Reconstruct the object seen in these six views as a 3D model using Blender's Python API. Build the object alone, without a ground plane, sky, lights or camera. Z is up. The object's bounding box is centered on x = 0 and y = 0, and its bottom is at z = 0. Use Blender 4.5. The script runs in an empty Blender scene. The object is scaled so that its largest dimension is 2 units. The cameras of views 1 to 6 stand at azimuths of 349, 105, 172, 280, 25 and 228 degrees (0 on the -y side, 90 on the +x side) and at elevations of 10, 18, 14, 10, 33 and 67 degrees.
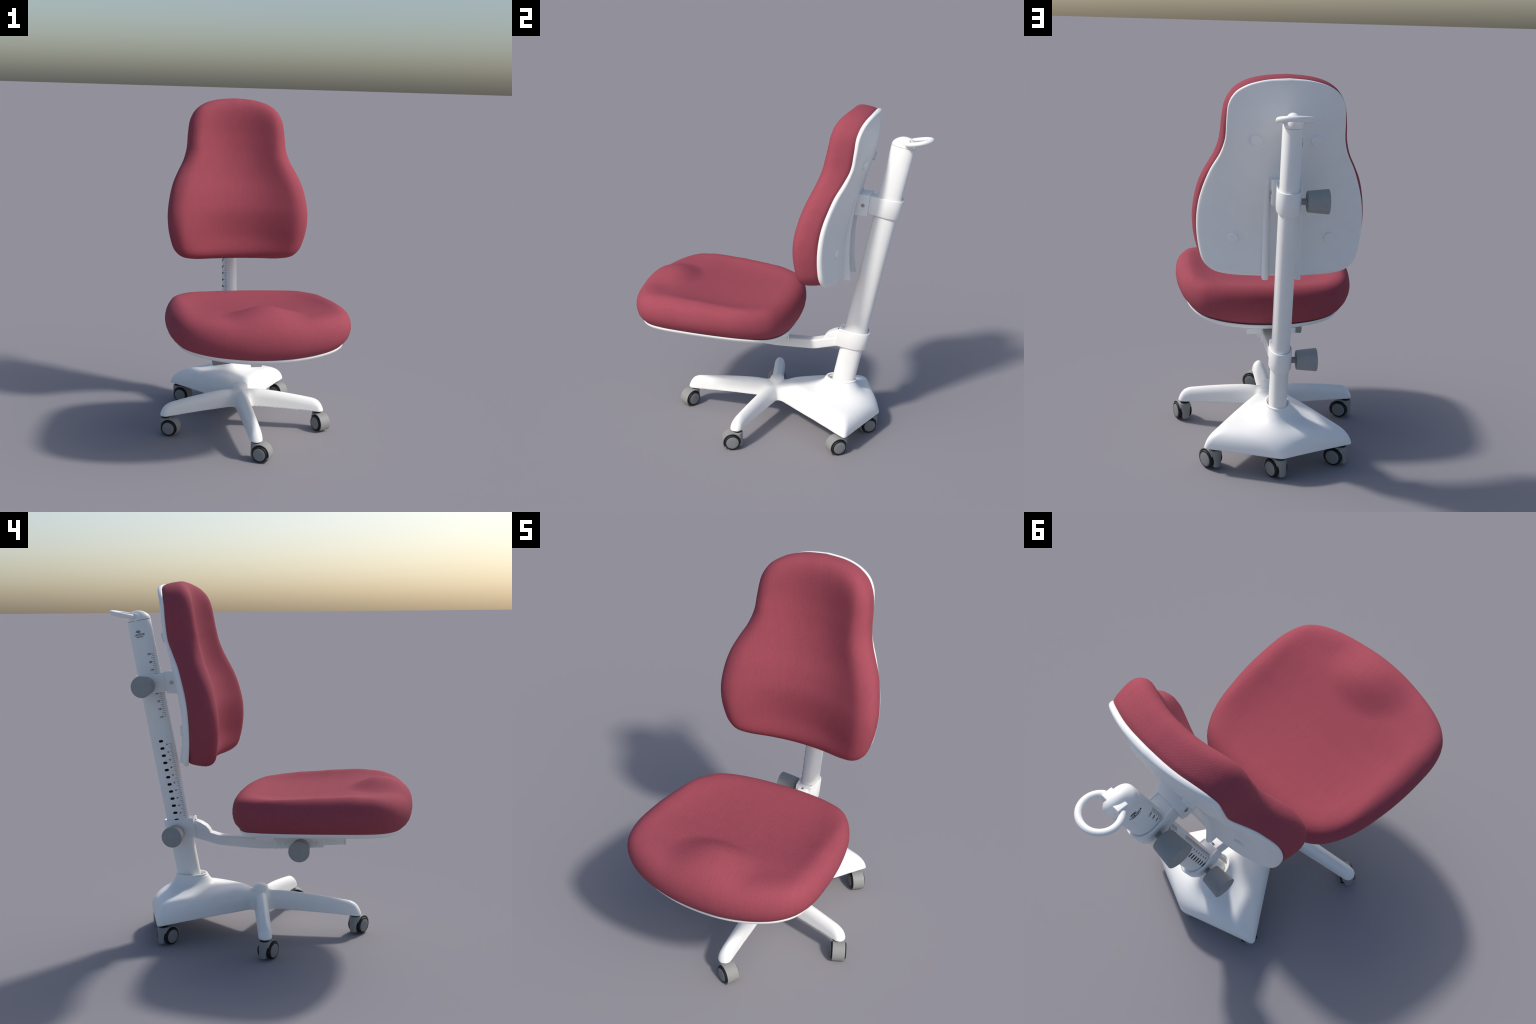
# A height-adjustable children's desk chair: red upholstered seat and backrest on a
# white tilted column with clamp collars, standing on a star base with six casters.
import bpy, bmesh, math
import numpy as np
from mathutils import Vector, Matrix

X0 = -0.016            # the chair's own mirror plane (front is -y)

# ------------------------------------------------------------------ materials
def new_mat(name, color, rough=0.45, spec=0.5, metallic=0.0):
    m = bpy.data.materials.new(name); m.use_nodes = True
    b = m.node_tree.nodes["Principled BSDF"]
    b.inputs["Base Color"].default_value = (*color, 1)
    b.inputs["Roughness"].default_value = rough
    b.inputs["Specular IOR Level"].default_value = spec
    b.inputs["Metallic"].default_value = metallic
    return m, m.node_tree, b

def grain(nt, b, color, amount=0.04, scale=60.0, bump=0.0, bump_scale=400.0):
    """Very fine tonal variation and optional orange-peel bump on Object coordinates."""
    tc = nt.nodes.new("ShaderNodeTexCoord")
    n = nt.nodes.new("ShaderNodeTexNoise")
    n.inputs["Scale"].default_value = scale; n.inputs["Detail"].default_value = 3
    nt.links.new(tc.outputs["Object"], n.inputs["Vector"])
    r = nt.nodes.new("ShaderNodeValToRGB")
    r.color_ramp.elements[0].position = 0.3; r.color_ramp.elements[1].position = 0.7
    r.color_ramp.elements[0].color = (*[c * (1 - amount) for c in color], 1)
    r.color_ramp.elements[1].color = (*[min(1, c * (1 + amount)) for c in color], 1)
    nt.links.new(n.outputs["Fac"], r.inputs["Fac"])
    nt.links.new(r.outputs["Color"], b.inputs["Base Color"])
    if bump > 0:
        n2 = nt.nodes.new("ShaderNodeTexNoise"); n2.inputs["Scale"].default_value = bump_scale
        nt.links.new(tc.outputs["Object"], n2.inputs["Vector"])
        bp = nt.nodes.new("ShaderNodeBump"); bp.inputs["Strength"].default_value = bump
        bp.inputs["Distance"].default_value = 0.001
        nt.links.new(n2.outputs["Fac"], bp.inputs["Height"])
        nt.links.new(bp.outputs["Normal"], b.inputs["Normal"])

WHITE_C = (0.885, 0.885, 0.865)
white, nt, b = new_mat("white_plastic", WHITE_C, 0.42, 0.35); grain(nt, b, WHITE_C, 0.012, 14)
white_metal, nt, b = new_mat("white_lacquer", (0.86, 0.86, 0.835), 0.38, 0.35); grain(nt, b, (0.86, 0.86, 0.835), 0.012, 14)
GREY_C = (0.225, 0.235, 0.238)
knob_mat, nt, b = new_mat("dark_grey_plastic", (0.315, 0.330, 0.330), 0.6, 0.3); grain(nt, b, (0.315, 0.330, 0.330), 0.03, 30)
hood_mat, nt, b = new_mat("grey_plastic", (0.275, 0.28, 0.272), 0.55, 0.3); grain(nt, b, (0.275, 0.28, 0.272), 0.03, 40)
disc_mat, nt, b = new_mat("grey_disc_plastic", GREY_C, 0.55, 0.3); grain(nt, b, GREY_C, 0.03, 40)
tyre_mat, nt, b = new_mat("black_rubber", (0.012, 0.012, 0.013), 0.6, 0.3); grain(nt, b, (0.012, 0.012, 0.013), 0.1, 80)
ink_mat, nt, b = new_mat("black_print", (0.006, 0.006, 0.007), 0.7, 0.1)
thin_ink, nt, b = new_mat("grey_print", (0.075, 0.08, 0.085), 0.7, 0.1)
steel, nt, b = new_mat("steel", (0.42, 0.42, 0.45), 0.3, 0.5, 1.0)
groove, nt, b = new_mat("shadow_gap_plastic", (0.16, 0.16, 0.15), 0.7, 0.2)

def fabric():
    C = (0.328, 0.068, 0.095)
    m, nt, b = new_mat("red_woven_fabric", C, 0.92, 0.12)
    L, N = nt.links, nt.nodes
    tc = N.new("ShaderNodeTexCoord")
    sep = N.new("ShaderNodeSeparateXYZ"); L.new(tc.outputs["Object"], sep.inputs[0])
    def math_(op, a, bb):
        n = N.new("ShaderNodeMath"); n.operation = op
        for i, v in enumerate((a, bb)):
            if isinstance(v, (int, float)): n.inputs[i].default_value = v
            elif v is not None: L.new(v, n.inputs[i])
        return n.outputs[0]
    k = 2 * math.pi / 0.0068
    sx = math_("SINE", math_("MULTIPLY", sep.outputs[0], k), None)
    sy = math_("SINE", math_("MULTIPLY", sep.outputs[1], k), None)
    sz = math_("SINE", math_("MULTIPLY", sep.outputs[2], k), None)
    geo = N.new("ShaderNodeNewGeometry"); an = N.new("ShaderNodeVectorMath"); an.operation = "ABSOLUTE"
    L.new(geo.outputs["True Normal"], an.inputs[0]); ns = N.new("ShaderNodeSeparateXYZ"); L.new(an.outputs[0], ns.inputs[0])
    def plane(a_, b_, w_):                                  # dots of one weave plane, weighted by how much it faces us
        return math_("MULTIPLY", math_("MULTIPLY", a_, b_), math_("POWER", w_, 3.0))
    s = math_("ADD", math_("ADD", plane(sx, sy, ns.outputs[2]), plane(sx, sz, ns.outputs[1])), plane(sy, sz, ns.outputs[0]))
    # slow streaks of thread density
    mp = N.new("ShaderNodeMapping"); mp.inputs["Scale"].default_value = (130, 9, 9)
    L.new(tc.outputs["Object"], mp.inputs["Vector"])
    n1 = N.new("ShaderNodeTexNoise"); n1.inputs["Scale"].default_value = 1.0
    L.new(mp.outputs[0], n1.inputs["Vector"])
    n2 = N.new("ShaderNodeTexNoise"); n2.inputs["Scale"].default_value = 210.0
    L.new(tc.outputs["Object"], n2.inputs["Vector"])
    v = math_("ADD", math_("MULTIPLY", s, 0.17),
              math_("ADD", math_("MULTIPLY", math_("SUBTRACT", n1.outputs["Fac"], 0.5), 0.22),
                    math_("MULTIPLY", math_("SUBTRACT", n2.outputs["Fac"], 0.5), 0.25)))
    f = math_("ADD", v, 0.5)
    r = N.new("ShaderNodeValToRGB")
    r.color_ramp.elements[0].position = 0.2; r.color_ramp.elements[1].position = 0.8
    r.color_ramp.elements[0].color = (C[0] * 0.84, C[1] * 0.80, C[2] * 0.82, 1)
    r.color_ramp.elements[1].color = (C[0] * 1.16, C[1] * 1.25, C[2] * 1.2, 1)
    L.new(f, r.inputs["Fac"]); L.new(r.outputs["Color"], b.inputs["Base Color"])
    bp = N.new("ShaderNodeBump"); bp.inputs["Strength"].default_value = 0.22
    bp.inputs["Distance"].default_value = 0.0015
    L.new(s, bp.inputs["Height"]); L.new(bp.outputs["Normal"], b.inputs["Normal"])
    return m
fabric_mat = fabric()

# ------------------------------------------------------------------ object helpers
COLL = bpy.context.scene.collection

def obj_from_mesh(name, me, mat, parent=None, smooth=None):
    if mat and not me.materials: me.materials.append(mat)
    if smooth is not None:
        for p in me.polygons: p.use_smooth = True
        if smooth < 180:
            me.set_sharp_from_angle(angle=math.radians(smooth))
    o = bpy.data.objects.new(name, me); COLL.objects.link(o)
    if parent: o.parent = parent
    return o

def mesh_obj(name, verts, faces, mat, parent=None, smooth=40):
    me = bpy.data.meshes.new(name)
    me.from_pydata([tuple(map(float, v)) for v in verts], [], [tuple(map(int, f)) for f in faces])
    bm = bmesh.new(); bm.from_mesh(me)
    bmesh.ops.recalc_face_normals(bm, faces=bm.faces[:]); bm.to_mesh(me); bm.free()
    me.update()
    return obj_from_mesh(name, me, mat, parent, smooth)

def loft(name, rings, mat, parent=None, smooth=40, cap=(True, True), closed=False):
    """Skin a list of rings (each an (n,3) loop of points)."""
    rings = [np.asarray(r, float) for r in rings]; n = len(rings[0]); V = np.concatenate(rings); F = []
    m = len(rings)
    for i in range(m if closed else m - 1):
        a, b_ = i * n, ((i + 1) % m) * n
        for j in range(n):
            k = (j + 1) % n
            F.append((a + j, a + k, b_ + k, b_ + j))
    if not closed:
        if cap[0]: F.append(tuple(range(n - 1, -1, -1)))
        if cap[1]: F.append(tuple(range((m - 1) * n, m * n)))
    return mesh_obj(name, V, F, mat, parent, smooth)

def prism(name, poly, origin, u, v, w, h0, h1, mat, parent=None, bevel=0.0, smooth=35, segs=3):
    """Extrude a 2D polygon (in u,v) along w from h0 to h1, with bevelled edges."""
    origin, u, v, w = map(np.asarray, (origin, u, v, w))
    r0 = [origin + p[0] * u + p[1] * v + h0 * w for p in poly]
    r1 = [origin + p[0] * u + p[1] * v + h1 * w for p in poly]
    o = loft(name, [r0, r1], mat, parent, None)
    if bevel > 0:
        bm = bmesh.new(); bm.from_mesh(o.data)
        es = [e for e in bm.edges if e.calc_face_angle(0) > math.radians(30)]
        bmesh.ops.bevel(bm, geom=es, offset=bevel, segments=segs, profile=0.5, affect='EDGES', clamp_overlap=True)
        bm.to_mesh(o.data); bm.free()
    for p in o.data.polygons: p.use_smooth = True
    o.data.set_sharp_from_angle(angle=math.radians(smooth))
    return o

def box(name, lo, hi, mat, parent=None, bevel=0.004):
    p = [(lo[0], lo[1]), (hi[0], lo[1]), (hi[0], hi[1]), (lo[0], hi[1])]
    return prism(name, p, (0, 0, 0), (1, 0, 0), (0, 1, 0), (0, 0, 1), lo[2], hi[2], mat, parent, bevel)

def lathe(name, prof, origin, axis, mat, parent=None, n=48, smooth=35):
    """Revolve (radius, height) pairs about an axis."""
    axis = Vector(axis).normalized(); q = axis.to_track_quat('Z', 'Y').to_matrix()
    e1, e2 = np.array(q.col[0]), np.array(q.col[1]); ax = np.array(axis); o = np.array(origin, float)
    th = np.linspace(0, 2 * math.pi, n, endpoint=False)
    rings = [o + h * ax + r * (np.outer(np.cos(th), e1) + np.outer(np.sin(th), e2)) for r, h in prof]
    return loft(name, rings, mat, parent, smooth)

def spline(ctrl, n):
    """Centripetal-ish Catmull-Rom through control rows, n samples evenly by arc length."""
    P = np.asarray(ctrl, float)
    P = np.vstack([2 * P[0] - P[1], P, 2 * P[-1] - P[-2]]); out = []
    for i in range(1, len(P) - 2):
        d = [max(np.linalg.norm(P[j + 1] - P[j]) ** 0.5, 1e-6) for j in (i - 1, i, i + 1)]
        t0, t1, t2, t3 = 0, d[0], d[0] + d[1], sum(d)
        for t in np.linspace(t1, t2, 24, endpoint=False):
            A1 = (t1 - t) / (t1 - t0) * P[i - 1] + (t - t0) / (t1 - t0) * P[i]
            A2 = (t2 - t) / (t2 - t1) * P[i] + (t - t1) / (t2 - t1) * P[i + 1]
            A3 = (t3 - t) / (t3 - t2) * P[i + 1] + (t - t2) / (t3 - t2) * P[i + 2]
            B1 = (t2 - t) / (t2 - t0) * A1 + (t - t0) / (t2 - t0) * A2
            B2 = (t3 - t) / (t3 - t1) * A2 + (t - t1) / (t3 - t1) * A3
            out.append((t2 - t) / (t2 - t1) * B1 + (t - t1) / (t2 - t1) * B2)
    out.append(P[-2]); out = np.array(out)
    s = np.concatenate([[0], np.cumsum(np.linalg.norm(np.diff(out, axis=0), axis=1))])
    q = np.linspace(0, s[-1], n)
    return np.column_stack([np.interp(q, s, out[:, k]) for k in range(out.shape[1])])

def mirror_loop(half):
    """half: rows (hx, ...) running from the mirror plane round to it again -> closed loop."""
    other = half[-2:0:-1].copy(); other[:, 0] *= -1
    return np.vstack([half, other])

def tube(name, path, radius, mat, parent=None, n=16, closed=False):
    P = np.asarray(path, float); m = len(P); rings = []
    up = np.array([0, 0, 1.0]); th = np.linspace(0, 2 * math.pi, n, endpoint=False)
    for i in range(m):
        t = P[(i + 1) % m] - P[i - 1] if closed else P[min(i + 1, m - 1)] - P[max(i - 1, 0)]
        t /= np.linalg.norm(t); a = np.cross(t, up)
        if np.linalg.norm(a) < 1e-3: a = np.cross(t, [0, 1, 0])
        a /= np.linalg.norm(a); c = np.cross(a, t)
        rings.append(P[i] + radius * (np.outer(np.cos(th), a) + np.outer(np.sin(th), c)))
    return loft(name, rings, mat, parent, 50, closed=closed)

# ---- implicit solids: smooth unions polygonised with surface nets, then projected
def smin(a, b_, k):
    h = np.clip(0.5 + 0.5 * (b_ - a) / k, 0, 1)
    return b_ * (1 - h) + a * h - k * h * (1 - h)
def smax(a, b_, k): return -smin(-a, -b_, k)

def implicit_mesh(name, f, lo, hi, cell, mat, parent=None, smooth=45):
    lo, hi = np.array(lo), np.array(hi); n = np.ceil((hi - lo) / cell).astype(int) + 1
    ax = [lo[i] + cell * np.arange(n[i]) for i in range(3)]
    G = f(*np.meshgrid(*ax, indexing="ij"))
    S = G < 0; c = [G[i:n[0] - 1 + i, j:n[1] - 1 + j, k:n[2] - 1 + k] for i in (0, 1) for j in (0, 1) for k in (0, 1)]
    C = np.stack(c, -1); inside = C < 0; act = inside.any(-1) & ~inside.all(-1)
    ids = -np.ones(act.shape, int); ids[act] = np.arange(act.sum()); cells = np.argwhere(act); D = C[act]
    off = np.array([(i, j, k) for i in (0, 1) for j in (0, 1) for k in (0, 1)], float)
    acc = np.zeros((len(cells), 3)); cnt = np.zeros(len(cells))
    for a in range(8):
        for b_ in range(a + 1, 8):
            if np.abs(off[a] - off[b_]).sum() != 1: continue
            m = (D[:, a] < 0) != (D[:, b_] < 0)
            t = D[m, a] / (D[m, a] - D[m, b_])
            acc[m] += off[a] + t[:, None] * (off[b_] - off[a]); cnt[m] += 1
    V = lo + cell * (cells + acc / cnt[:, None])
    for _ in range(4):                                  # pull vertices onto the surface
        e = cell * 0.15
        v0 = f(*V.T); g = np.column_stack([(f(*(V + e * np.eye(3)[i]).T) - f(*(V - e * np.eye(3)[i]).T)) / (2 * e) for i in range(3)])
        step = (v0 / np.maximum((g ** 2).sum(1), 0.2))[:, None] * g
        V -= np.clip(step, -cell * .5, cell * .5)
    F = []
    for d in range(3):
        e1, e2 = [(1, 2), (2, 0), (0, 1)][d]
        sl = [slice(1, n[i] - 1) for i in range(3)]; sl[d] = slice(0, n[d] - 1); sh = list(sl); sh[d] = slice(1, n[d])
        cr = np.argwhere(S[tuple(sl)] != S[tuple(sh)])
        base = cr + np.array([0 if i == d else 1 for i in range(3)])
        flip = S[tuple(base.T)]
        o1, o2 = np.eye(3, dtype=int)[e1], np.eye(3, dtype=int)[e2]
        q = np.column_stack([ids[tuple((base - o).T)] for o in (o1 + o2, o2, 0 * o1, o1)])
        q[~flip] = q[~flip][:, ::-1]
        F.append(q)
    F = np.concatenate(F)
    me = bpy.data.meshes.new(name); me.from_pydata(V.tolist(), [], F.tolist()); me.update()
    return obj_from_mesh(name, me, mat, parent, smooth)

# ------------------------------------------------------------------ the thing
chair = bpy.data.objects.new("desk_chair", None); COLL.objects.link(chair)
chair["label"] = "red upholstered children's desk chair on white star base with casters"
chair["category"] = "office chair"

# ------------------------------------------------------------------ star base
LEGS = [  # tip (x relative to the mirror plane, y)
    (0.0, -0.580), (0.502, -0.126), (-0.502, -0.104)]
COL_Y, COL_Z = 0.4285, 0.33

def base_sdf(x, y, z):
    x = x - X0
    r = np.hypot(x, y)
    f = None
    for tx, ty in LEGS:
        L = math.hypot(tx, ty); ux, uy = tx / L, ty / L
        s = x * ux + y * uy; q = np.abs(-x * uy + y * ux)
        t = np.clip(s / L, 0, 1)
        half = 0.044 - 0.009 * t
        tip = L - 0.036
        plan = np.hypot(np.maximum(s - tip, 0), q) - half
        plan = np.maximum(plan, -s - 0.02) + 0.12 * (z - 0.13)
        top = 0.248 - 0.062 * t ** 1.6 - 0.034 * np.clip((s - (L - 0.075)) / 0.075, 0, 1.2) ** 2
        top = top - 0.012 * (q / 0.05) ** 2 - 0.014 * np.exp(-(s / 0.085) ** 2)
        g = smax(plan, z - top, 0.042)
        f = g if f is None else smin(f, g, 0.042)
    soft = np.clip(z - 0.12, 0, 0.12)                   # the wall's corners grow rounder towards the top
    side = smax(0.827 * x - 0.562 * y, -0.827 * x - 0.562 * y, 0.02) - 0.0305
    rear = smax(0.349 * x + 0.937 * y, -0.349 * x + 0.937 * y, 0.012 + 0.9 * soft) - 0.6135 - 0.003
    pd = smax(side, rear, 0.028 + 0.35 * soft) - 0.005
    ring = np.hypot(x / 0.062, (y - 0.411) / 0.090)
    m = np.maximum(ring - 1, 0) * np.hypot(x, y - 0.411) / np.maximum(ring, 0.1)     # metres outside the socket
    top = 0.265 - 0.096 * r - 0.032 * np.exp(-(r / 0.08) ** 2)
    top = top + 0.060 * np.exp(-m / 0.026) + 0.040 * np.exp(-m / 0.12)
    top = np.minimum(top, 0.318)
    g = smax(pd + 0.12 * (z - 0.12), z - top, 0.07)
    f = smin(f, g, 0.04)
    hole = smax((np.hypot(x / 0.055, (y - 0.411) / 0.083) - 1) * 0.06, 0.287 - z, 0.004)
    f = smax(f, -hole, 0.005)
    bottom = 0.139 - (0.027 - 0.011 * np.clip(y / 0.3, 0, 1)) * np.clip(r / 0.58, 0, 1.15) ** 1.6
    return smax(f, bottom - z, 0.005)

base = implicit_mesh("star_base", base_sdf, (-0.56, -0.63, 0.095), (0.53, 0.69, 0.345), 0.0052, white, chair, 50)
# domed hub cover and raised lip round the column socket
th = np.linspace(0, 2 * math.pi, 48, endpoint=False)
lathe("hub_cap", [(0.0445, -0.012), (0.0445, 0.004), (0.042, 0.011), (0.034, 0.018), (0.022, 0.0232), (0.010, 0.0255), (0.001, 0.026)],
      (X0, 0.005, 0.2505), (0, 0, 1), white, base, 40)
def oval(hx, hy, n=2.0, m=64):
    t = np.linspace(0, 2 * math.pi, m, endpoint=False); c, s = np.cos(t), np.sin(t)
    return np.column_stack([hx * np.sign(c) * np.abs(c) ** (2 / n), hy * np.sign(s) * np.abs(s) ** (2 / n)])
def lip(name, hx, hy, z0, rad, parent, mat):
    rings = []
    for a in np.linspace(0, 2 * math.pi, 10, endpoint=False):
        o = oval(hx + rad * math.cos(a), hy + rad * math.cos(a))
        rings.append(np.column_stack([X0 + o[:, 0], 0.411 + o[:, 1], z0 - 0.035 * o[:, 1] + rad * math.sin(a)]))
    return loft(name, rings, mat, parent, 60, closed=True)
lip("socket_lip", 0.0595, 0.0880, 0.3190, 0.0062, base, white)
lip("socket_lip", 0.0535, 0.080, 0.308, 0.0035, base, white)

# ------------------------------------------------------------------ casters
WR, AXZ = 0.048, 0.048
def caster_sdf(x, y, z):
    """Housing in its own frame: +x trails, y is the axle, wheel centre at (0,0,AXZ)."""
    ay = np.abs(y); r = np.hypot(x, z - AXZ); ang = np.degrees(np.arctan2(z - AXZ, x))
    shell = np.maximum(np.maximum(np.abs(r - 0.0545) - 0.0032, ay - 0.0335), np.maximum(-0.3 * (ang + 38) / 57, 0.5 * (ang - 150) / 57))
    shell = np.where((ang < -150), 0.05, shell)
    web = np.maximum(np.maximum(r - 0.052, ay - 0.013), 0.03 - z)
    w = 0.0195 + 0.0125 * np.clip((z - 0.022) / 0.052, 0, 1)
    stem = smax(np.hypot(x + 0.032, y) - 0.0318, ay - w, 0.006)
    stem = smax(stem, np.maximum(z - 0.1045, 0.013 - z), 0.004)
    well = smax(r - 0.0508, 0.0185 - ay, 0.003)
    body = smin(smin(stem, shell, 0.006), web, 0.004)
    return smax(body, -well, 0.003)

def caster_parts():
    body = implicit_mesh("caster", caster_sdf, (-0.075, -0.046, 0.004), (0.070, 0.046, 0.108), 0.0022, hood_mat, None, 50)
    tyre = lathe("tyre", [(0.020, 0.017), (0.043, 0.0175), (0.0470, 0.020), (0.048, 0.024), (0.048, 0.031), (0.0465, 0.0365), (0.043, 0.0405), (0.0385, 0.0415), (0.0375, 0.039), (0.02, 0.039)],
                 (0, 0, AXZ), (0, 1, 0), tyre_mat, None, 40)
    disc = lathe("wheel_disc", [(0.02, 0.036), (0.0372, 0.0385), (0.0368, 0.0415), (0.0345, 0.0425), (0.018, 0.0432), (0.001, 0.0434)],
                 (0, 0, AXZ), (0, 1, 0), disc_mat, None, 40)
    neck = lathe("swivel_neck", [(0.023, 0), (0.023, 0.013), (0.015, 0.013), (0.015, 0.026)], (-0.032, 0, 0.102), (0, 0, 1), tyre_mat, None, 28)
    return body, tyre, disc, neck
CASTERS = [  # wheel centre x, y, trailing azimuth (degrees from -y towards +x)
    (0.0135, -0.5625, 58), (0.464, -0.140, 22.5), (-0.458, -0.108, 64.5),
    (0.329, 0.466, 37), (-0.320, 0.482, 58), (0.005, 0.593, 34)]
proto = caster_parts()
for i, (cx, cy, az) in enumerate(CASTERS):
    a = math.radians(az); t = Vector((math.sin(a), -math.cos(a), 0)); ydir = Vector((0, 0, 1)).cross(t)
    M = Matrix((( t.x, ydir.x, 0, cx), (t.y, ydir.y, 0, cy), (0, 0, 1, 0), (0, 0, 0, 1)))
    if i == 0: body, tyre, disc, neck = proto
    else:
        body, tyre, disc, neck = [o.copy() for o in proto]
        for o in (body, tyre, disc, neck): COLL.objects.link(o)
    body.parent = chair; body.matrix_local = M
    for o in (tyre, disc, neck):
        o.parent = body; o.matrix_parent_inverse = Matrix.Identity(4); o.matrix_local = Matrix.Identity(4)
    for o in (tyre, disc):
        k = o.copy(); COLL.objects.link(k); k.parent = body; k.matrix_local = Matrix.Rotation(math.pi, 4, 'Z')

# ------------------------------------------------------------------ column
C0 = np.array([X0, COL_Y, COL_Z]); AX = np.array([0, 0.1752, 0.9845]); FW = np.array([0, -0.9845, 0.1752]); EX = np.array([1.0, 0, 0])
CHX, CHY, CN = 0.0465, 0.0682, 2.25
def col_ring(a, dx=0.0, n=CN, m=64, hy=None, hx=None, shift=0.0):
    o = oval((hx or CHX) + dx, (hy or CHY) + dx, n, m)
    return C0 + a * AX + np.outer(o[:, 0], EX) + np.outer(o[:, 1] + shift, FW)
SEAM = 1.4775
column = loft("column", [col_ring(a) for a in (-0.07, 0.4, 0.9, SEAM - 0.003)] + [col_ring(SEAM, -0.002)], white_metal, chair, 40)
loft("seam_gap", [col_ring(SEAM - 0.001, -0.0035), col_ring(SEAM + 0.004, -0.0035)], groove, column, 40)
cap = []
for h, fy, fx, sh in [(0, 1, 1, 0), (0.010, 0.99, 0.98, 0), (0.018, 0.95, 0.90, 0), (0.028, 0.86, 0.74, -0.001), (0.038, 0.73, 0.60, -0.003), (0.047, 0.56, 0.46, -0.005), (0.053, 0.38, 0.32, -0.007), (0.056, 0.18, 0.16, -0.008), (0.0565, 0.02, 0.02, -0.008)]:
    cap.append(col_ring(SEAM + 0.002 + h, 0, 2.2, 64, CHY * fy, CHX * fx, sh))
cap_o = loft("column_cap", cap, white, column, 60)
# loop handle at the back of the cap, held by two square ears
RC, RT = 0.0755, 0.0134
rc = np.array([X0, 0.7690, 1.8180]); rb = np.array([0, 0.9835, 0.181])
path = []
for a in np.linspace(math.radians(-142), math.radians(142), 44):
    path.append(rc + RC * (math.cos(a) * rb + math.sin(a) * EX))
tube("handle_loop", path, RT, white, column, 16)
for s in (-1, 1):
    x1, x2 = sorted((X0 + s * 0.016, X0 + s * 0.0445))
    prism("handle_ear", [(x1, -0.021), (x2, -0.021), (x2, 0.024), (x1, 0.024)], (0, 0.707, 1.790), (1, 0, 0), (0, 0.985, 0.17), (0, -0.17, 0.985), -0.006, 0.037, white, column, 0.002)

# ---- printed marks on the column's -x side, wrapped onto the oval surface
def side_point(f_, a, lift):
    f_, a = f_ + 0.0123, a - 0.0022
    k = max(0.0, 1 - abs(f_ / (CHY)) ** CN) ** (1 / CN)
    return C0 + a * AX + f_ * FW - EX * (CHX * k + lift)
def wrapped_poly_mesh(name, polys, mat, parent, lift=0.0009, thick=0.0012, kind=None):
    """Each poly: list of (f, a); thin raised prints with real edges."""
    V, F = [], []
    for P in polys:
        n = len(P); o = len(V)
        V += [side_point(p[0], p[1], lift) for p in P] + [side_point(p[0], p[1], lift - thick) for p in P]
        F.append(tuple(range(o, o + n)))
        for j in range(n): F.append((o + j, o + (j + 1) % n, o + n + (j + 1) % n, o + n + j))
    ob = mesh_obj(name, V, F, mat, parent, 30)
    if kind: ob["kind"] = kind
    return ob
def rect(f0, f1, a, h, n=5):
    """A tick as a run of short pieces, so that it follows the curve of the column."""
    e = np.linspace(f0, f1, n + 1)
    return [[(p, a - h / 2), (q, a - h / 2), (q, a + h / 2), (p, a + h / 2)] for p, q in zip(e[:-1], e[1:])]
def stadium(fc, a, w, h, m=8):
    out = []; r = h / 2
    for s, t0 in ((1, -90), (-1, 90)):
        for t in np.linspace(t0, t0 + 180, m): out.append((fc + s * 0 + (w / 2 - r) * s + r * math.cos(math.radians(t)), a + r * math.sin(math.radians(t))))
    return out
for i in range(12):
    wrapped_poly_mesh("adjustment_slot", [stadium(-0.0100, 0.7899 - i * (0.7899 - 0.3258) / 11, 0.0250, 0.0138)], ink_mat, column)
ticks = []
for i in range(33):                                   # back height scale
    a = 1.2862 - i * 0.01125
    ticks += (rect((0.030, 0.034, 0.029, 0.034)[i % 4], 0.0455, a, 0.0016))
for i in range(41):                                   # seat height scale
    a = 0.7682 - i * 0.01124
    ticks += (rect((0.030, 0.0362, 0.0285, 0.0362)[i % 4], 0.0452, a, 0.0015))
wrapped_poly_mesh("scale_ticks", ticks, thin_ink, column, 0.0008, 0.001, "stuff")

def lettering(name, text, size, fc, a, mat, parent, stretch=1.0, bold=0.0, lift=0.0009):
    cu = bpy.data.curves.new(name, 'FONT'); cu.body = text; cu.size = size; cu.align_x = 'CENTER'; cu.align_y = 'CENTER'
    cu.offset = bold; cu.resolution_u = 3; cu.extrude = 0.0006
    tmp = bpy.data.objects.new(name, cu); COLL.objects.link(tmp)
    dg = bpy.context.evaluated_depsgraph_get(); dg.update()
    me = bpy.data.meshes.new_from_object(tmp.evaluated_get(dg))
    COLL.objects.unlink(tmp); bpy.data.objects.remove(tmp); bpy.data.curves.remove(cu)
    for v in me.vertices:                             # seen from -x, reading direction is forward (FW)
        p = side_point(fc + v.co.x * stretch, a + v.co.y, lift + v.co.z)
        v.co = p
    me.materials.clear(); me.materials.append(mat); me.name = name
    return obj_from_mesh(name, me, None, parent, 30)
for i, n in enumerate((190, 180, 170, 160, 150, 140, 130, 120, 110)):
    lettering("scale_number", str(n), 0.0155, 0.0195, 1.2855 - i * 0.045, thin_ink, column, 0.8, 0.0001)
for i, n in enumerate((56, 54, 50, 48, 46, 42, 40, 38, 36, 32)):
    lettering("scale_number", str(n), 0.0130, 0.0190, 0.7665 - i * 0.04495, thin_ink, column, 0.75, 0.0001)
lettering("maker_lettering", "LIFE  IME", 0.0155, -0.0105, 1.4005, thin_ink, column, 1.0, 0.0)
lettering("maker_lettering", "T", 0.025, -0.0085, 1.4015, thin_ink, column, 0.7, 0.0)
lettering("maker_lettering", "KIDSROOMS", 0.0072, -0.0117, 1.3885, thin_ink, column, 0.98, 0.0)
leaves = []
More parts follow.
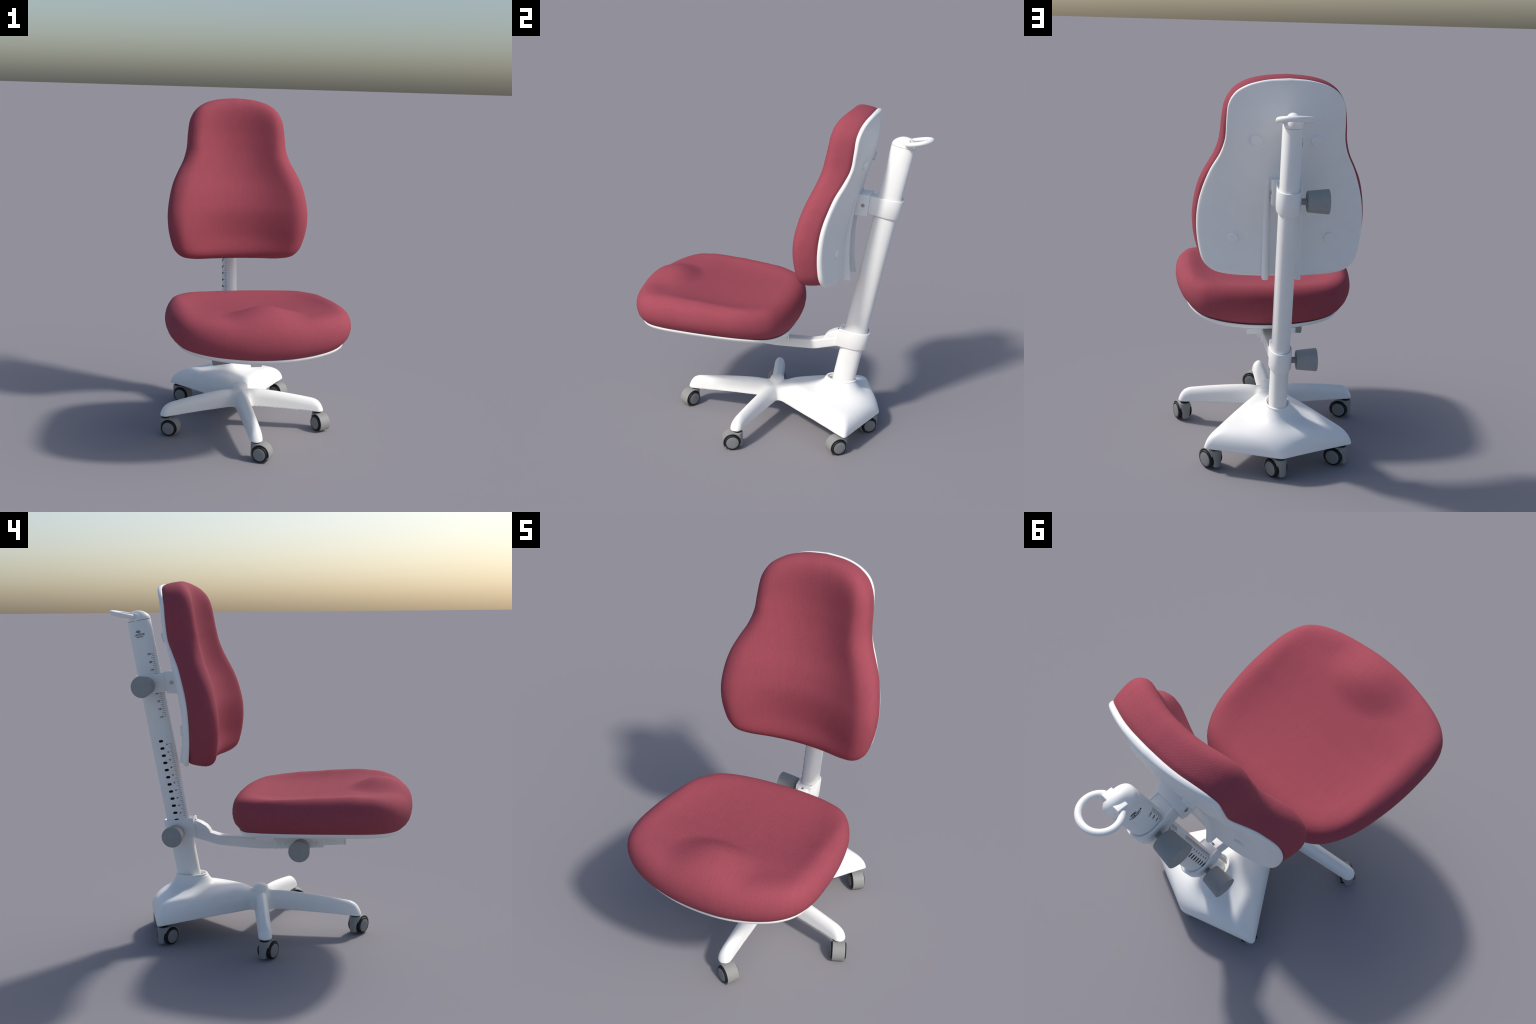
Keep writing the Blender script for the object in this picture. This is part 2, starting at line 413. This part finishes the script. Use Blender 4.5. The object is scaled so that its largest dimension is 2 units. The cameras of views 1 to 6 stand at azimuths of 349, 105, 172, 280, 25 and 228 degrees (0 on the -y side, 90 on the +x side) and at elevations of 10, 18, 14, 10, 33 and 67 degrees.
def leaf_ellipse(fc, a, l, w, ang):
    out = []
    for t in np.linspace(0, 2 * math.pi, 12, endpoint=False):
        u, v = l * math.cos(t), w * math.sin(t); c, s = math.cos(ang), math.sin(ang)
        out.append((fc + u * c - v * s, a + u * s + v * c))
    return out
for k in range(5): leaves.append(leaf_ellipse(-0.0155 + 0.0125 * math.cos(math.radians(25 + 33 * k)), 1.4160 + 0.0085 * math.sin(math.radians(25 + 33 * k)), 0.0040, 0.0016, math.radians(25 + 33 * k + 60)))
for k in range(4): leaves.append(leaf_ellipse(-0.0160 + 0.0075 * math.cos(math.radians(30 + 40 * k)), 1.4150 + 0.005 * math.sin(math.radians(30 + 40 * k)), 0.0034, 0.0014, math.radians(20 + 40 * k)))
leaves.append([(-0.0280, 1.4135), (-0.0180, 1.4150), (-0.0120, 1.4130), (-0.0085, 1.4080), (-0.0070, 1.4080), (-0.0100, 1.4165), (-0.0170, 1.4185)])
wrapped_poly_mesh("tree_emblem", leaves, thin_ink, column, 0.0009, 0.001, "stuff")

# ------------------------------------------------------------------ clamps and knobs
def hull2d(pts):
    pts = sorted(set(map(tuple, pts)))
    def half(ps):
        h = []
        for p in ps:
            while len(h) > 1 and (h[-1][0] - h[-2][0]) * (p[1] - h[-2][1]) - (h[-1][1] - h[-2][1]) * (p[0] - h[-2][0]) <= 0: h.pop()
            h.append(p)
        return h[:-1]
    return half(pts) + half(pts[::-1])

def clamp(name, a_lo, a_hi, hx, back, front, fhx, shear_top, shear_bot, mat):
    """Collar: oval round the column, running forward into a flat-sided arm."""
    o = oval(hx, CHY + back, 2.15, 72)
    pts = [(round(p[0], 5), round(p[1], 5)) for p in o] + [(fhx, front), (-fhx, front)]
    P = np.array(hull2d(pts))
    rings = []
    def ring(h, inset, top):
        Q = P.copy(); Q[:, 0] *= 1 - inset / hx; Q[:, 1] = Q[:, 1] * (1 - inset / 0.09)
        base_a = (a_hi + shear_top * Q[:, 1]) if top else (a_lo + shear_bot * Q[:, 1])
        return C0 + np.outer(base_a + h, AX) + np.outer(Q[:, 0], EX) + np.outer(Q[:, 1], FW)
    rings = [ring(0.006, 0.014, False), ring(0, 0.006, False), ring(0.001, 0.002, False), ring(0.005, 0, False),
             ring(-0.006, 0, True), ring(-0.002, 0.0015, True), ring(0, 0.005, True), ring(-0.006, 0.012, True)]
    return loft(name, rings, mat, chair, 40)

# local a of a world height on the axis: a = (z - .33)/.9845 roughly, less f*.178
back_clamp = clamp("backrest_clamp", 1.062, 1.172, 0.0585, 0.014, 0.147, 0.047, -0.05, 0.0, white)
seat_clamp = clamp("seat_clamp", 0.2134, 0.324, 0.0570, 0.019, 0.098, 0.045, -0.050, -0.096, white)

def knob(face, length, r_big, r_small, stem_x, parent):
    fx, fy, fz = face
    k = lathe("adjusting_knob", [(0.001, 0), (r_big - 0.004, 0), (r_big - 0.001, -0.0012), (r_big, -0.004), (r_small, -length + 0.002), (r_small - 0.002, -length), (0.001, -length)],
              face, (-1, 0, 0), knob_mat, chair, 56)
    lathe("knob_stem", [(0.0155, 0), (0.0155, stem_x - (fx + length) + 0.02)], (fx + length - 0.004, fy, fz), (1, 0, 0), knob_mat, k, 28)
    return k
knob((-0.206, 0.630, 1.425), 0.104, 0.0600, 0.0505, -0.07, back_clamp)
knob((-0.201, 0.479, 0.578), 0.104, 0.0590, 0.0495, -0.07, seat_clamp)
knob((-0.228, -0.246, 0.527), 0.104, 0.0590, 0.0495, -0.07, seat_clamp)

# bracket between clamp and backrest, with its two pivot screws
brk = prism("hinge_bracket", [(0.440, 1.381), (0.517, 1.381), (0.527, 1.502), (0.527, 1.504), (0.455, 1.504)], (X0, 0, 0), (0, 1, 0), (0, 0, 1), (1, 0, 0),
            -0.066, 0.066, white, chair, 0.004)
for s in (-1, 1):
    lathe("pivot_screw", [(0.0105, -0.004), (0.0105, 0.002), (0.0085, 0.004), (0.0045, 0.004), (0.0045, 0.0015), (0.001, 0.0015)], (X0 + s * 0.066, 0.489, 1.442), (s, 0, 0), steel, brk, 20)
    lathe("screw_washer", [(0.0135, -0.003), (0.0135, 0.0008), (0.001, 0.0008)], (X0 + s * 0.066, 0.489, 1.442), (s, 0, 0), white, brk, 24)

# ------------------------------------------------------------------ seat support arm
def rect_sweep(name, path, half_x, half_h, mat, parent, bev=0.008):
    """Rounded box tube along a path in the mirror plane: rows (y, z, half_h scale)."""
    rings = []; P = np.array(path, float); m = len(P)
    for i in range(m):
        t = P[min(i + 1, m - 1), :2] - P[max(i - 1, 0), :2]; t /= np.linalg.norm(t); nrm = np.array([-t[1], t[0]])
        if nrm[1] < 0: nrm = -nrm
        c = oval(half_x, half_h * P[i, 2], 7, 40)
        rings.append(np.column_stack([X0 + c[:, 0], P[i, 0] + c[:, 1] * nrm[0], P[i, 1] + c[:, 1] * nrm[1]]))
    return loft(name, rings, mat, parent, 50)
arm = rect_sweep("support_arm", [(0.42, 0.582, 1), (0.30, 0.549, 1), (0.252, 0.5355, 1.0), (0.236, 0.532, 1.0), (0.215, 0.530, 1.0), (0.10, 0.524, 1), (0.0, 0.5195, 1), (-0.06, 0.521, 1), (-0.14, 0.525, 1)],
                 0.034, 0.0300, white_metal, chair)
prism("arm_gusset", [(0.395, 0.643), (0.374, 0.642), (0.345, 0.632), (0.315, 0.614), (0.298, 0.594), (0.286, 0.572), (0.29, 0.55), (0.395, 0.57)], (X0, 0, 0), (0, 1, 0), (0, 0, 1), (1, 0, 0),
      -0.030, 0.030, white, seat_clamp, 0.005)
lathe("clamp_screw", [(0.0125, -0.01), (0.0125, 0.004), (0.0105, 0.006), (0.006, 0.006), (0.006, 0.002), (0.001, 0.002)], (X0, 0.380, 0.636), (0, -0.95, 0.2), steel, seat_clamp, 20)
# slide block under the seat
blk = prism("slide_block", [(-0.086, 0.498), (-0.370, 0.516), (-0.374, 0.620), (-0.086, 0.615)], (X0, 0, 0), (0, 1, 0), (0, 0, 1), (1, 0, 0), -0.056, 0.056, white_metal, chair, 0.006)
for k, yy in enumerate((-0.112, -0.142, -0.172, -0.305, -0.335)):
    for s in (-1, 1):
        lathe("slide_button", [(0.0135, -0.003), (0.0135, 0.0015), (0.0115, 0.003), (0.001, 0.003)], (X0 + s * 0.056, yy, 0.522 - 0.065 * (yy + 0.11)), (s, 0, 0), white_metal, blk, 20)
prism("slide_rail", [(-0.365, 0.522), (-0.483, 0.530), (-0.489, 0.620), (-0.365, 0.620)], (X0, 0, 0), (0, 1, 0), (0, 0, 1), (1, 0, 0), -0.0275, 0.0275, white_metal, blk, 0.003)
box("end_plate", (X0 - 0.0305, -0.4935, 0.5275), (X0 + 0.0305, -0.484, 0.612), white_metal, blk, 0.002)
for s in (-1, 1):
    x1, x2 = sorted((X0 + s * 0.048, X0 + s * 0.135))
    prism("mount_block", [(x1, 0.010), (x2, 0.010), (x2, 0.080), (x1, 0.080)], (0, 0, 0), (1, 0, 0), (0, 1, 0), (0, 0, 1), 0.579, 0.612, white, chair, 0.005)
    prism("mount_block", [(x1, -0.10), (x2 - s * 0.02, -0.10), (x2 - s * 0.02, 0.008), (x1, 0.008)], (0, 0, 0), (1, 0, 0), (0, 1, 0), (0, 0, 1), 0.562, 0.612, white, chair, 0.005)
box("lock_tab", (X0 + 0.050, 0.075, 0.530), (X0 + 0.056, 0.083, 0.600), white, chair, 0.001)

# ------------------------------------------------------------------ seat
SEAT_HALF = [(0, -0.857), (0.10, -0.853), (0.20, -0.838), (0.31, -0.808), (0.405, -0.760), (0.468, -0.695), (0.500, -0.600), (0.509, -0.480), (0.507, -0.360),
             (0.494, -0.240), (0.469, -0.115), (0.430, -0.020), (0.375, 0.055), (0.285, 0.104), (0.150, 0.133), (0, 0.141)]
SC = np.array([0, -0.37]); SX = X0 + 0.003        # the cushion sits a few millimetres off the mirror plane
seat_loop = mirror_loop(spline(SEAT_HALF, 61))       # (hx, y) loop

def seat_top(x, y):
    """Height of the cushion's top face (x relative to the mirror plane)."""
    z = np.interp(-y, [-0.12, -0.05, 0.03, 0.13, 0.22, 0.32, 0.42, 0.50, 0.57, 0.8], [0.853, 0.847, 0.837, 0.831, 0.832, 0.837, 0.848, 0.860, 0.868, 0.868])
    z = z + np.interp(-y, [0.35, 0.6], [0.042, 0.021]) * np.clip(np.abs(x) / 0.43, 0, 1) ** 4.2          # raised side bolsters
    z = z + 0.006 * np.clip((-y - 0.56) / 0.2, 0, 1) ** 1.5 * np.clip(np.abs(x) / 0.30, 0, 1)   # front corners
    rr = np.sqrt((x / 0.235) ** 2 + (np.where(y > -0.665, (y + 0.665) / 0.165, (y + 0.665) / 0.26)) ** 2)
    z = z + 0.052 * np.clip(np.cos(np.clip(rr, 0, 1) * math.pi) * 0.5 + 0.5, 0, 1) ** 0.9         # pommel
    return z
def seat_bottom(x, y):
    return 0.630 + 0.047 * np.clip(np.abs(x) / 0.5, 0, 1) ** 2 + 0.022 * np.clip((-y) / 0.8, 0, 1) - 0.006 * np.clip((y + 0.1) / 0.2, 0, 1)

def scaled(loop, c, d):
    v = loop[:, :2] - c; R = np.linalg.norm(v, axis=1, keepdims=True)
    return c + v * (1 - d / R)
rings = []
prof = [(0.00, 0.30), (0.00, 0.085), (0.015, 0.060), (0.05, 0.042), (0.12, 0.026), (0.22, 0.0125), (0.34, 0.004), (0.46, 0.0), (0.56, 0.0008), (0.66, 0.0045), (0.75, 0.012), (0.83, 0.023), (0.90, 0.039), (0.95, 0.058), (0.98, 0.080), (1.0, 0.110)]
flank = (np.abs(seat_loop[:, :1]) / 0.5) ** 2                       # 1 on the left and right sides
nose = np.clip((-seat_loop[:, 1:2] - 0.6) / 0.2, 0, 1)              # 1 at the front
tail = np.clip((seat_loop[:, 1:2] + 0.05) / 0.15, 0, 1)            # 1 at the rear
for f_, d in prof:
    q = scaled(seat_loop, SC, d + (0.012 * flank + 0.012 * tail) * max(0, 1 - f_ / 0.25))
    zb, zt = seat_bottom(q[:, 0], q[:, 1]), seat_top(q[:, 0], q[:, 1])
    rings.append(np.column_stack([SX + q[:, 0], q[:, 1], zb + f_ * (zt - zb)]))
inner = scaled(seat_loop, SC, 0.110)
for k in np.linspace(1, 0, 19)[1:-1]:
    q = SC + (inner - SC) * k
    rings.append(np.column_stack([SX + q[:, 0], q[:, 1], seat_top(q[:, 0], q[:, 1])]))
seat_pad = loft("seat_cushion", rings, fabric_mat, chair, 180)
# white pan under the cushion
rings = []
for dz, d in [(-0.044, 0.42), (-0.040, 0.28), (-0.032, 0.17), (-0.023, 0.090), (-0.017, 0.058), (-0.009, 0.042), (0.000, 0.034), (0.008, 0.031), (0.012, 0.033), (0.010, 0.042), (0.004, 0.09), (-0.01, 0.3)]:
    q = scaled(seat_loop, SC, d + 0.016 * flank + 0.004 * tail + 0.006 * nose)
    e = scaled(seat_loop, SC, 0.055)
    zb = seat_bottom(e[:, 0], e[:, 1])
    rings.append(np.column_stack([SX + 0.005 + q[:, 0], q[:, 1], zb + dz]))
seat_pan = loft("seat_pan", rings, white, chair, 60)

# ------------------------------------------------------------------ backrest
BACK_HALF = [  # half width, z, y of the shell's front edge
    (0, 1.985, .520), (.09, 1.978, .516), (.145, 1.967, .508), (.195, 1.950, .495), (.245, 1.918, .479), (.277, 1.865, .464), (.286, 1.785, .455),
    (.290, 1.697, .443), (.310, 1.626, .416), (.357, 1.536, .372), (.393, 1.440, .339), (.414, 1.353, .319), (.421, 1.256, .309), (.412, 1.153, .309),
    (.387, 1.063, .319), (.340, 1.020, .333), (.270, 1.004, .352), (.150, 1.000, .375), (0, 1.000, .385)]
back_loop = mirror_loop(spline(BACK_HALF, 81))       # (hx, z, ye)
BC = np.array([0, 1.46])
def tab(z, rows):
    r = np.array(rows); return np.interp(z, r[:, 0], r[:, 1])
YC = [(0.99, .408), (1.1, .404), (1.28, .410), (1.42, .440), (1.51, .466), (1.58, .480), (1.66, .503), (1.75, .534), (1.86, .546), (2.0, .546)]
HW = [(1.0, .40), (1.06, .40), (1.15, .412), (1.256, .421), (1.353, .414), (1.44, .393), (1.536, .357), (1.626, .31), (1.697, .29), (1.785, .286), (1.865, .279), (2.0, .27)]
YE = [(1.0, .322), (1.063, .319), (1.153, .309), (1.256, .309), (1.353, .319), (1.44, .339), (1.536, .372), (1.626, .416), (1.697, .443), (1.785, .455), (1.865, .464), (2.0, .48)]
def smooth_tab(z, rows):
    return (tab(z - .03, rows) + 2 * tab(z - .015, rows) + 2 * tab(z, rows) + 2 * tab(z + .015, rows) + tab(z + .03, rows)) / 8
def shell_back(x, z):
    yc = smooth_tab(z, YC); u = np.abs(x) / smooth_tab(z, HW)
    return yc - (yc - smooth_tab(z, YE) - np.interp(z, [1.5, 1.75], [0.024, 0.016])) * np.clip(u, 0, 1.1) ** np.interp(z, [1.45, 1.85], [2.45, 1.8])
rings = []
for k in (0.04, 0.15, 0.3, 0.45, 0.6, 0.72, 0.82, 0.89, 0.935):
    q = BC + (back_loop[:, :2] - BC) * k
    rings.append(np.column_stack([X0 + q[:, 0], shell_back(q[:, 0], q[:, 1]), q[:, 1]]))
for d, w in [(0.014, 0.030), (0.006, 0.025), (0.0015, 0.018), (0.0, 0.010), (0.001, 0.003), (0.006, 0.0), (0.02, 0.002)]:
    q = scaled(back_loop, BC, d)
    ys = np.minimum(back_loop[:, 2] + w, shell_back(q[:, 0], q[:, 1]) + 0.004) if d > 0.003 and w > 0.01 else back_loop[:, 2] + w
    rings.append(np.column_stack([X0 + q[:, 0], ys, q[:, 1]]))
for k in (0.8, 0.5, 0.2):
    q = BC + (back_loop[:, :2] - BC) * k
    rings.append(np.column_stack([X0 + q[:, 0], shell_back(q[:, 0], q[:, 1]) - 0.02, q[:, 1]]))
shell = loft("backrest_shell", rings, white, chair, 60)
for hx, z, boss in ((0.241, 1.194, 0.011), (0.143, 1.694, 0.014)):
    for s in (-1, 1):
        y = float(shell_back(np.array(hx), np.array(z)))
        e = 0.01
        n = np.array([-s * (float(shell_back(np.array(hx + e), np.array(z))) - y) / e, 1.0, -(float(shell_back(np.array(hx), np.array(z + e))) - y) / e]); n /= np.linalg.norm(n)
        lathe("shell_button", [(0.027, -0.02), (0.0268, boss - 0.003), (0.0255, boss - 0.001), (0.022, boss), (0.001, boss)], (X0 + s * hx, y, z), n, white, shell, 32)
RAIL_Y = [(0.992, .449), (1.05, .440), (1.10, .434), (1.15, .432), (1.28, .432), (1.42, .448), (1.46, .452), (1.51, .462)]
for s in (-1, 1):
    rings = []
    for z in np.linspace(1.51, 0.992, 24):
        yb = tab(z, RAIL_Y); ysf = float(shell_back(np.array(0.081), np.array(z))) - 0.01
        w = 0.0155 * min(1, 0.45 + (1.51 - z) / 0.10); hw = max(0.004, (yb - ysf))
        t = np.linspace(0, math.pi, 14)
        arc = [(X0 + s * 0.081 + w * math.cos(a), max(ysf, yb - 0.0155) + 0.0155 * math.sin(a), z) for a in t]
        rings.append(arc + [(X0 + s * 0.081 - w, ysf - 0.005, z), (X0 + s * 0.081 + w, ysf - 0.005, z)])
    loft("guide_rail", rings, white, shell, 40)

# cushion
CREST = [(0.98, .165), (1.09, .165), (1.15, .156), (1.21, .151), (1.28, .153), (1.33, .160), (1.42, .180), (1.49, .203), (1.545, .226), (1.61, .252), (1.68, .276), (1.78, .297), (1.86, .306), (2.0, .318)]
PAD_HALF = [  # half width, z, y where the cushion meets the shell
    (0, 2.000, .520), (.095, 1.993, .516), (.152, 1.982, .508), (.203, 1.964, .495), (.254, 1.928, .480), (.290, 1.868, .465), (.305, 1.785, .455),
    (.314, 1.690, .441), (.337, 1.615, .411), (.374, 1.545, .376), (.403, 1.483, .354), (.423, 1.415, .333), (.437, 1.330, .316), (.440, 1.270, .309), (.434, 1.195, .308),
    (.422, 1.138, .310), (.398, 1.070, .317), (.352, 1.025, .330), (.275, 1.006, .350), (.150, 1.003, .373), (0, 1.003, .384)]
pad_loop = mirror_loop(spline(PAD_HALF, 81))
RECESS = [(0.98, .052), (1.05, .062), (1.15, .090), (1.22, .092), (1.33, .084), (1.42, .090), (1.50, .096), (1.58, .086), (1.70, .070), (1.85, .055), (2.0, .045)]
def pad_front(x, z):
    u = np.abs(x) / (smooth_tab(z, HW) * 1.06)
    v = np.clip(u / 0.82, 0, 1)
    return smooth_tab(z, CREST) + 0.006 + smooth_tab(z, RECESS) * (1 - v ** 2.2) ** 1.35
rings = []
prof = [(0.0, 0.20), (0.0, 0.045), (0.01, 0.026), (0.05, 0.0165), (0.15, 0.010), (0.32, 0.004), (0.48, 0.0008), (0.60, 0.0), (0.70, 0.003), (0.79, 0.010), (0.87, 0.022), (0.93, 0.038), (0.97, 0.058), (0.99, 0.080), (1.0, 0.105)]
for f_, d in prof:
    q = scaled(pad_loop, BC, d)
    ye = pad_loop[:, 2] + 0.002; yf = pad_front(q[:, 0], q[:, 1])
    rings.append(np.column_stack([X0 + q[:, 0], ye + f_ * (yf - ye), q[:, 1]]))
inner = scaled(pad_loop, BC, 0.105)
for k in np.linspace(1, 0, 20)[1:-1]:
    q = BC + (inner - BC) * k
    rings.append(np.column_stack([X0 + q[:, 0], pad_front(q[:, 0], q[:, 1]), q[:, 1]]))
loft("backrest_cushion", rings, fabric_mat, chair, 180)
